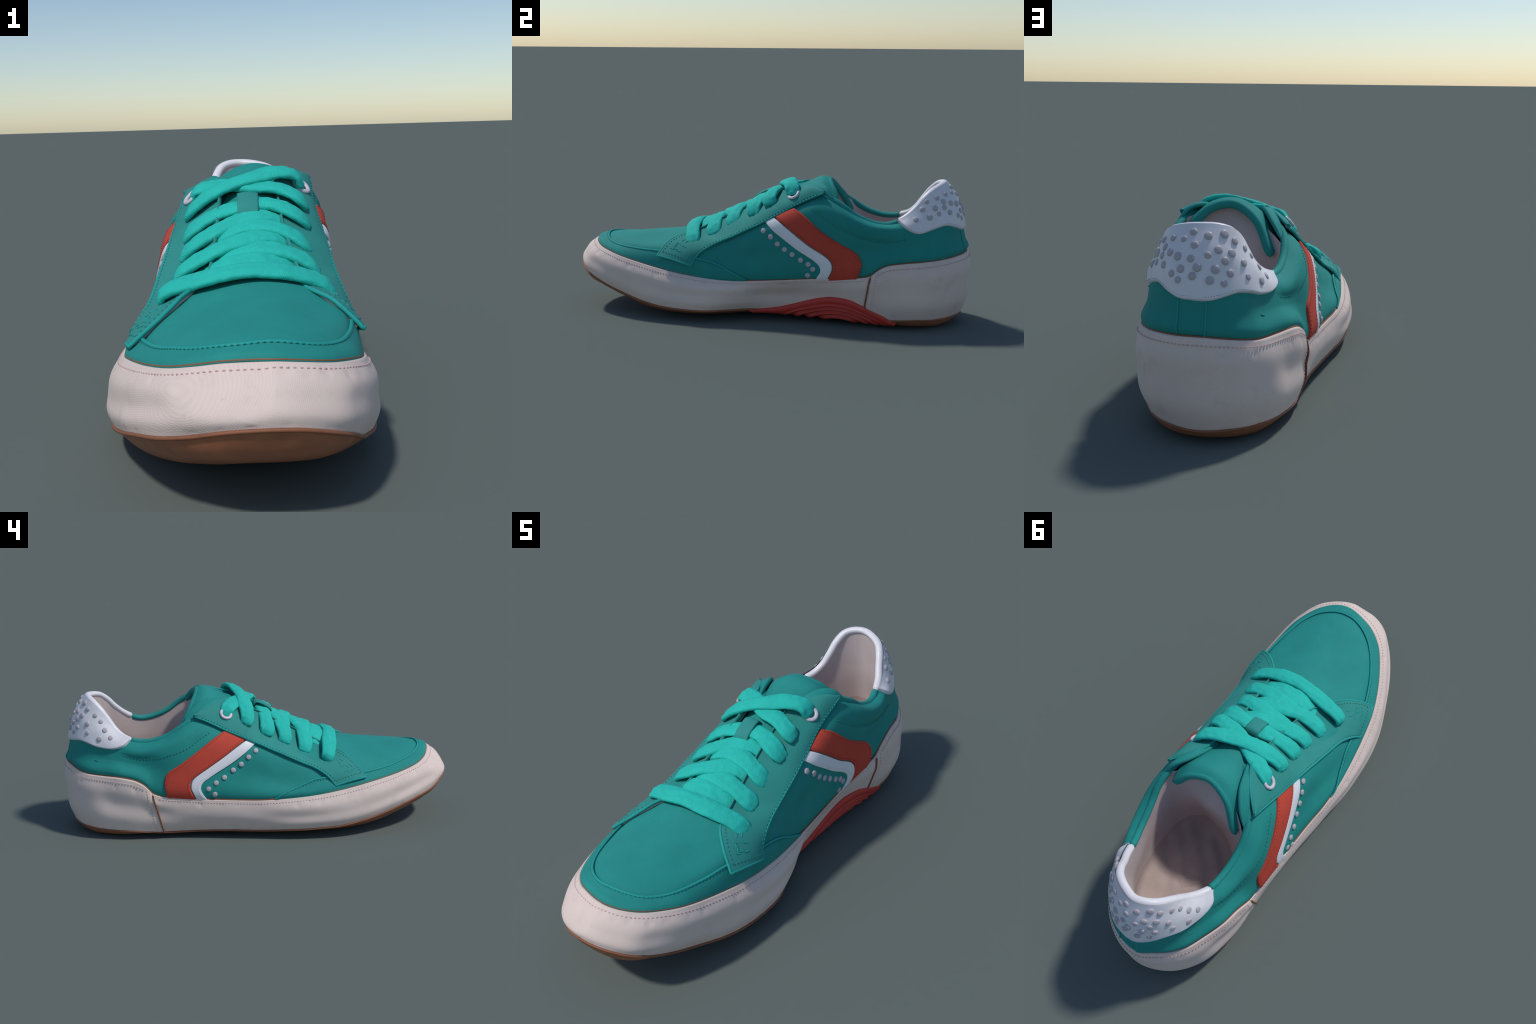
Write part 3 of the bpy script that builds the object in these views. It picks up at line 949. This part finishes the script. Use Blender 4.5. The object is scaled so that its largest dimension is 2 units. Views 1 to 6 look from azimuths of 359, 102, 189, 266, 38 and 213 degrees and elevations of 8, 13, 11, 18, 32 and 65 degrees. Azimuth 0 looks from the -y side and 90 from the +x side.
# ------------------------------------------------------------------ tongue
TONGUE = [
    [(.16, -.3, .41), (.165, -.1, .5), (.17, 0, .55), (.18, .1, .595), (.19, .2, .625), (.2, .3, .635), (.2, .355, .612)],
    [(.11, -.3, .445), (.115, -.1, .53), (.12, 0, .585), (.125, .1, .635), (.13, .2, .672), (.135, .27, .688), (.14, .315, .675)],
    [(.055, -.3, .455), (.053, -.1, .54), (.05, 0, .6), (.045, .1, .655), (.042, .2, .69), (.045, .255, .705), (.045, .295, .695)],
    [(-.01, -.3, .445), (-.015, -.1, .525), (-.02, 0, .575), (-.035, .1, .62), (-.045, .2, .652), (-.05, .27, .66), (-.055, .325, .638)],
    [(-.06, -.3, .41), (-.07, -.1, .485), (-.085, 0, .525), (-.1, .1, .56), (-.115, .2, .58), (-.125, .3, .56), (-.125, .392, .513)]]
long_curves = [catmull(c, 90) for c in TONGUE]
tg = np.stack([catmull([c[i] for c in long_curves], 50) for i in range(90)])
tg[:, :, 2] += .010 * np.clip((.08 - tg[:, :, 1]) / .15, 0, 1) + .007 * np.clip((tg[:, :, 1] - .22) / .05, 0, 1) - .010 * np.exp(-(((tg[:, :, 1] - .17) / .06) ** 2))
tg[:, :, 1] += .010 * np.clip((tg[:, :, 1] - .2) / .1, 0, 1)
tn = grid_normals(tg, (0, 0, 1))
tongue = put("tongue", *sheet(tg, tg - tn * .02), MAT_TEAL)
put("tongue_lining", *sheet(tg[:-2, 2:-2] - tn[:-2, 2:-2] * .021, tg[:-2, 2:-2] - tn[:-2, 2:-2] * .027), MAT_LINING, tongue)
cap = np.clip(np.minimum(np.arange(50), 49 - np.arange(50)) / 4, 0, 1)
cap = .25 + .75 * np.sqrt(1 - (1 - cap) ** 2)
put("tongue_roll", *tube_data(tg[-1] - tn[-1] * .014, tn[-1], .015 * cap, .017 * cap, 14), MAT_TEAL, tongue)

# ------------------------------------------------------------------ laces
LACES = {
    "crossing": [
        [(-.204, -.333, .366), (-.2, -.345, .395), (-.105, -.363, .431), (-.02, -.377, .452), (.058, -.383, .458), (.15, -.375, .445), (.23, -.355, .41), (.259, -.345, .370)],
        [(.227, -.242, .418), (.2, -.255, .452), (.13, -.255, .488), (.05, -.245, .497), (-.03, -.24, .475), (-.08, -.235, .43)],
        [(-.173, -.223, .404), (-.155, -.235, .435), (-.08, -.235, .482), (.004, -.211, .512), (.08, -.19, .522), (.13, -.175, .505), (.16, -.165, .47)],
        [(.211, -.146, .468), (.185, -.158, .503), (.12, -.15, .54), (.05, -.14, .548), (-.03, -.135, .525), (-.08, -.13, .48)],
        [(-.158, -.123, .451), (-.14, -.135, .482), (-.07, -.125, .528), (0, -.1, .558), (.07, -.08, .572), (.125, -.07, .555), (.155, -.062, .52)],
        [(-.151, -.031, .495), (-.135, -.045, .526), (-.06, -.04, .573), (.03, -.03, .598), (.11, -.035, .6), (.19, -.055, .562), (.219, -.044, .525)],
        [(.215, .038, .578), (.195, .025, .61), (.13, .04, .643), (.06, .06, .648), (-.02, .1, .652), (-.085, .135, .645), (-.122, .153, .632), (-.138, .163, .595)],
        [(-.149, .07, .552), (-.135, .055, .581), (-.06, .06, .637), (.041, .08, .672), (.13, .11, .688), (.19, .135, .675), (.213, .147, .632)]],
    "under": [[(-.1, -.295, .415), (-.04, -.302, .455), (.04, -.306, .474), (.11, -.302, .462), (.17, -.295, .43)]],
}
centre = Vector((.04, 0, .2))
for kind, rows in LACES.items():
    for row in rows:
        path = catmull(row, 110)
        path[:, 2] -= .003 * np.sin(np.linspace(0, 1, 110) * math.pi) ** .5
        ups = path - np.column_stack([np.full(110, .04), path[:, 1] + .10, path[:, 2] - .32])
        ups /= np.linalg.norm(ups, axis=1)[:, None]
        seed = rng.uniform(0, 50)
        x = np.linspace(0, 1, 110)
        ends = np.clip(np.minimum(x, 1 - x) / .10, 0, 1)
        wide = .0375 * (.72 + .28 * np.sqrt(ends)) * (1 + .06 * np.sin(x * 17 + seed))
        high = .0132 * (.85 + .15 * ends)
        cap = np.clip(np.minimum(x, 1 - x) / .035, 0, 1)
        cap = .3 + .7 * np.sqrt(1 - (1 - cap) ** 2)
        wide, high = wide * cap, high * cap
        if kind == "under":
            wide = wide * 1.15

        def folds(v, side_, up_, ca, sa, seed=seed, x=x):
            amp = .0032 * np.clip(sa, 0, 1)[None] * np.cos(np.arange(len(ca)) * 0 + 1)[None]
            wave = np.sin(ca[None] * 7 + np.sin(x * 9 + seed)[:, None] * 1.6 + seed) * (1 - ends * .55)[:, None]
            rough = np.array([noise.noise(Vector(q) * 45 + Vector((seed, 0, 0))) for q in v.reshape(-1, 3)]).reshape(v.shape[:2])
            return up_[:, None] * (amp * wave + 0.0026 * rough)[..., None]

        put("lace", *tube_data(path, ups, wide, high, 40, power=2.5, bump=folds), MAT_LACE)

# lace keeper: a loop of canvas on the tongue
loop = np.stack([catmull([(x, -.085, .562), (x, -.075, .592), (x, -.04, .618), (x, .0, .632), (x, .015, .618)], 24) + [0, 0, -.004 * ((x - .037) / .03) ** 2] for x in np.linspace(.006, .068, 12)])
ln_ = grid_normals(loop, (0, 0, 1))
put("lace_keeper", *sheet(loop + ln_ * .003, loop - ln_ * .003), MAT_STAY)

# ------------------------------------------------------------------ remaining seams and stitch rows
seams = []
for x in (.088, -.009):
    top = upper_surface.find((x, .96, .475), 0)
    low = upper_surface.find((x, .985, .362), 0)
    path, up = on_surface(upper_surface, np.linspace(top, low, 40), .001)
    seams.append(tube_data(path, up, .0028, .003, 8))
put("heel_seam", *join(seams), MAT_EDGE)

row = np.column_stack([np.linspace(0, 2, 1600), np.full(1600, .91)])
keep = (row[:, 0] < JOINT_PLUS[-1, 0] - .01) | (row[:, 0] > JOINT_MINUS[-1, 0] + .01)
fox_row = np.vstack([row[row[:, 0] > JOINT_MINUS[-1, 0] + .01], row[row[:, 0] < JOINT_PLUS[-1, 0] - .01] + [2, 0]])
path, up = on_surface(foxing_surface, fox_row, .0)
put("foxing_stitching", *stitches(path, up, .009, .006, .0017), MAT_PALETHREAD, kind="stuff")
back_row = row[(row[:, 0] > JOINT_PLUS[-1, 0] + .012) & (row[:, 0] < JOINT_MINUS[-1, 0] - .012)]
path, up = on_surface(foxing_surface, back_row, .0055)
put("foxing_stitching", *stitches(path, up, .009, .006, .0017), MAT_PALETHREAD, kind="stuff")
for curve, shift in ((JOINT_PLUS, .012), (JOINT_MINUS, -.012)):
    path, up = on_surface(foxing_surface, curve + [shift, 0], .0030)
    put("foxing_stitching", *stitches(path[:-1], up[:-1], .009, .006, .0017), MAT_PALETHREAD, kind="stuff")
tab_row = tab_low * .955 + tab_top * .045
path, up = on_surface(upper_surface, tab_row, .0135)
put("heel_tab_stitching", *stitches(path, up, .005, .004, .0011), MAT_GREYTHREAD, heel_tab, kind="stuff")
for side, row_points in COLLAR_ROWS.items():
    curve = upper_surface.trace(row_points, 120, side)
    path, up = on_surface(upper_surface, curve, .0005)
    put("collar_stitching", *stitches(path, up, .009, .008, .002), MAT_TEALTHREAD, kind="stuff")

# embroidered marks at the front of the eyestays
for side, (g, nrm) in stay_grids.items():
    marks = []
    for k in range(9):
        i, j = 8 + 3 * (k % 4) + rng.randint(0, 2), 7 + 3 * (k // 3) + rng.randint(0, 2)
        a, b = g[i, j], g[i + (3 if k % 2 else 0), j + (0 if k % 2 else 4)]
        up = np.tile(nrm[i, j], (6, 1))
        marks.append(tube_data(np.linspace(a, b, 6) + up * .002, up, .0026, .0022, 6))
    put("eyestay_mark", *join(marks), MAT_EDGE, kind="stuff")

# pressed rings on the footbed
for cx, cy, r in ((.0, .70, .017), (.03, .725, .014), (-.02, .735, .011)):
    a = np.linspace(0, 2 * math.pi, 28)[:, None]
    ring = np.hstack([cx + r * np.cos(a), cy + .8 * r * np.sin(a), np.zeros_like(a)])
    flat = floor.reshape(-1, 3)
    for q in ring:
        q[2] = flat[((flat[:, :2] - q[:2]) ** 2).sum(1).argmin(), 2] + .0015
    put("insole_mark", *tube_data(ring, np.array([0, 0, 1.0]), .0022, .0014, 6), MAT_LINING)

# small dark nick in the canvas behind
s0, v0 = upper_surface.find((-.17, .82, .405), -1)
nick, up = on_surface(upper_surface, np.array([[s0 - .006, v0 + .012], [s0, v0], [s0 + .005, v0 - .010]]), .0022)
put("canvas_nick", *tube_data(catmull(nick, 12), up[1], .0016, .0016, 6), MAT_TEALTHREAD)
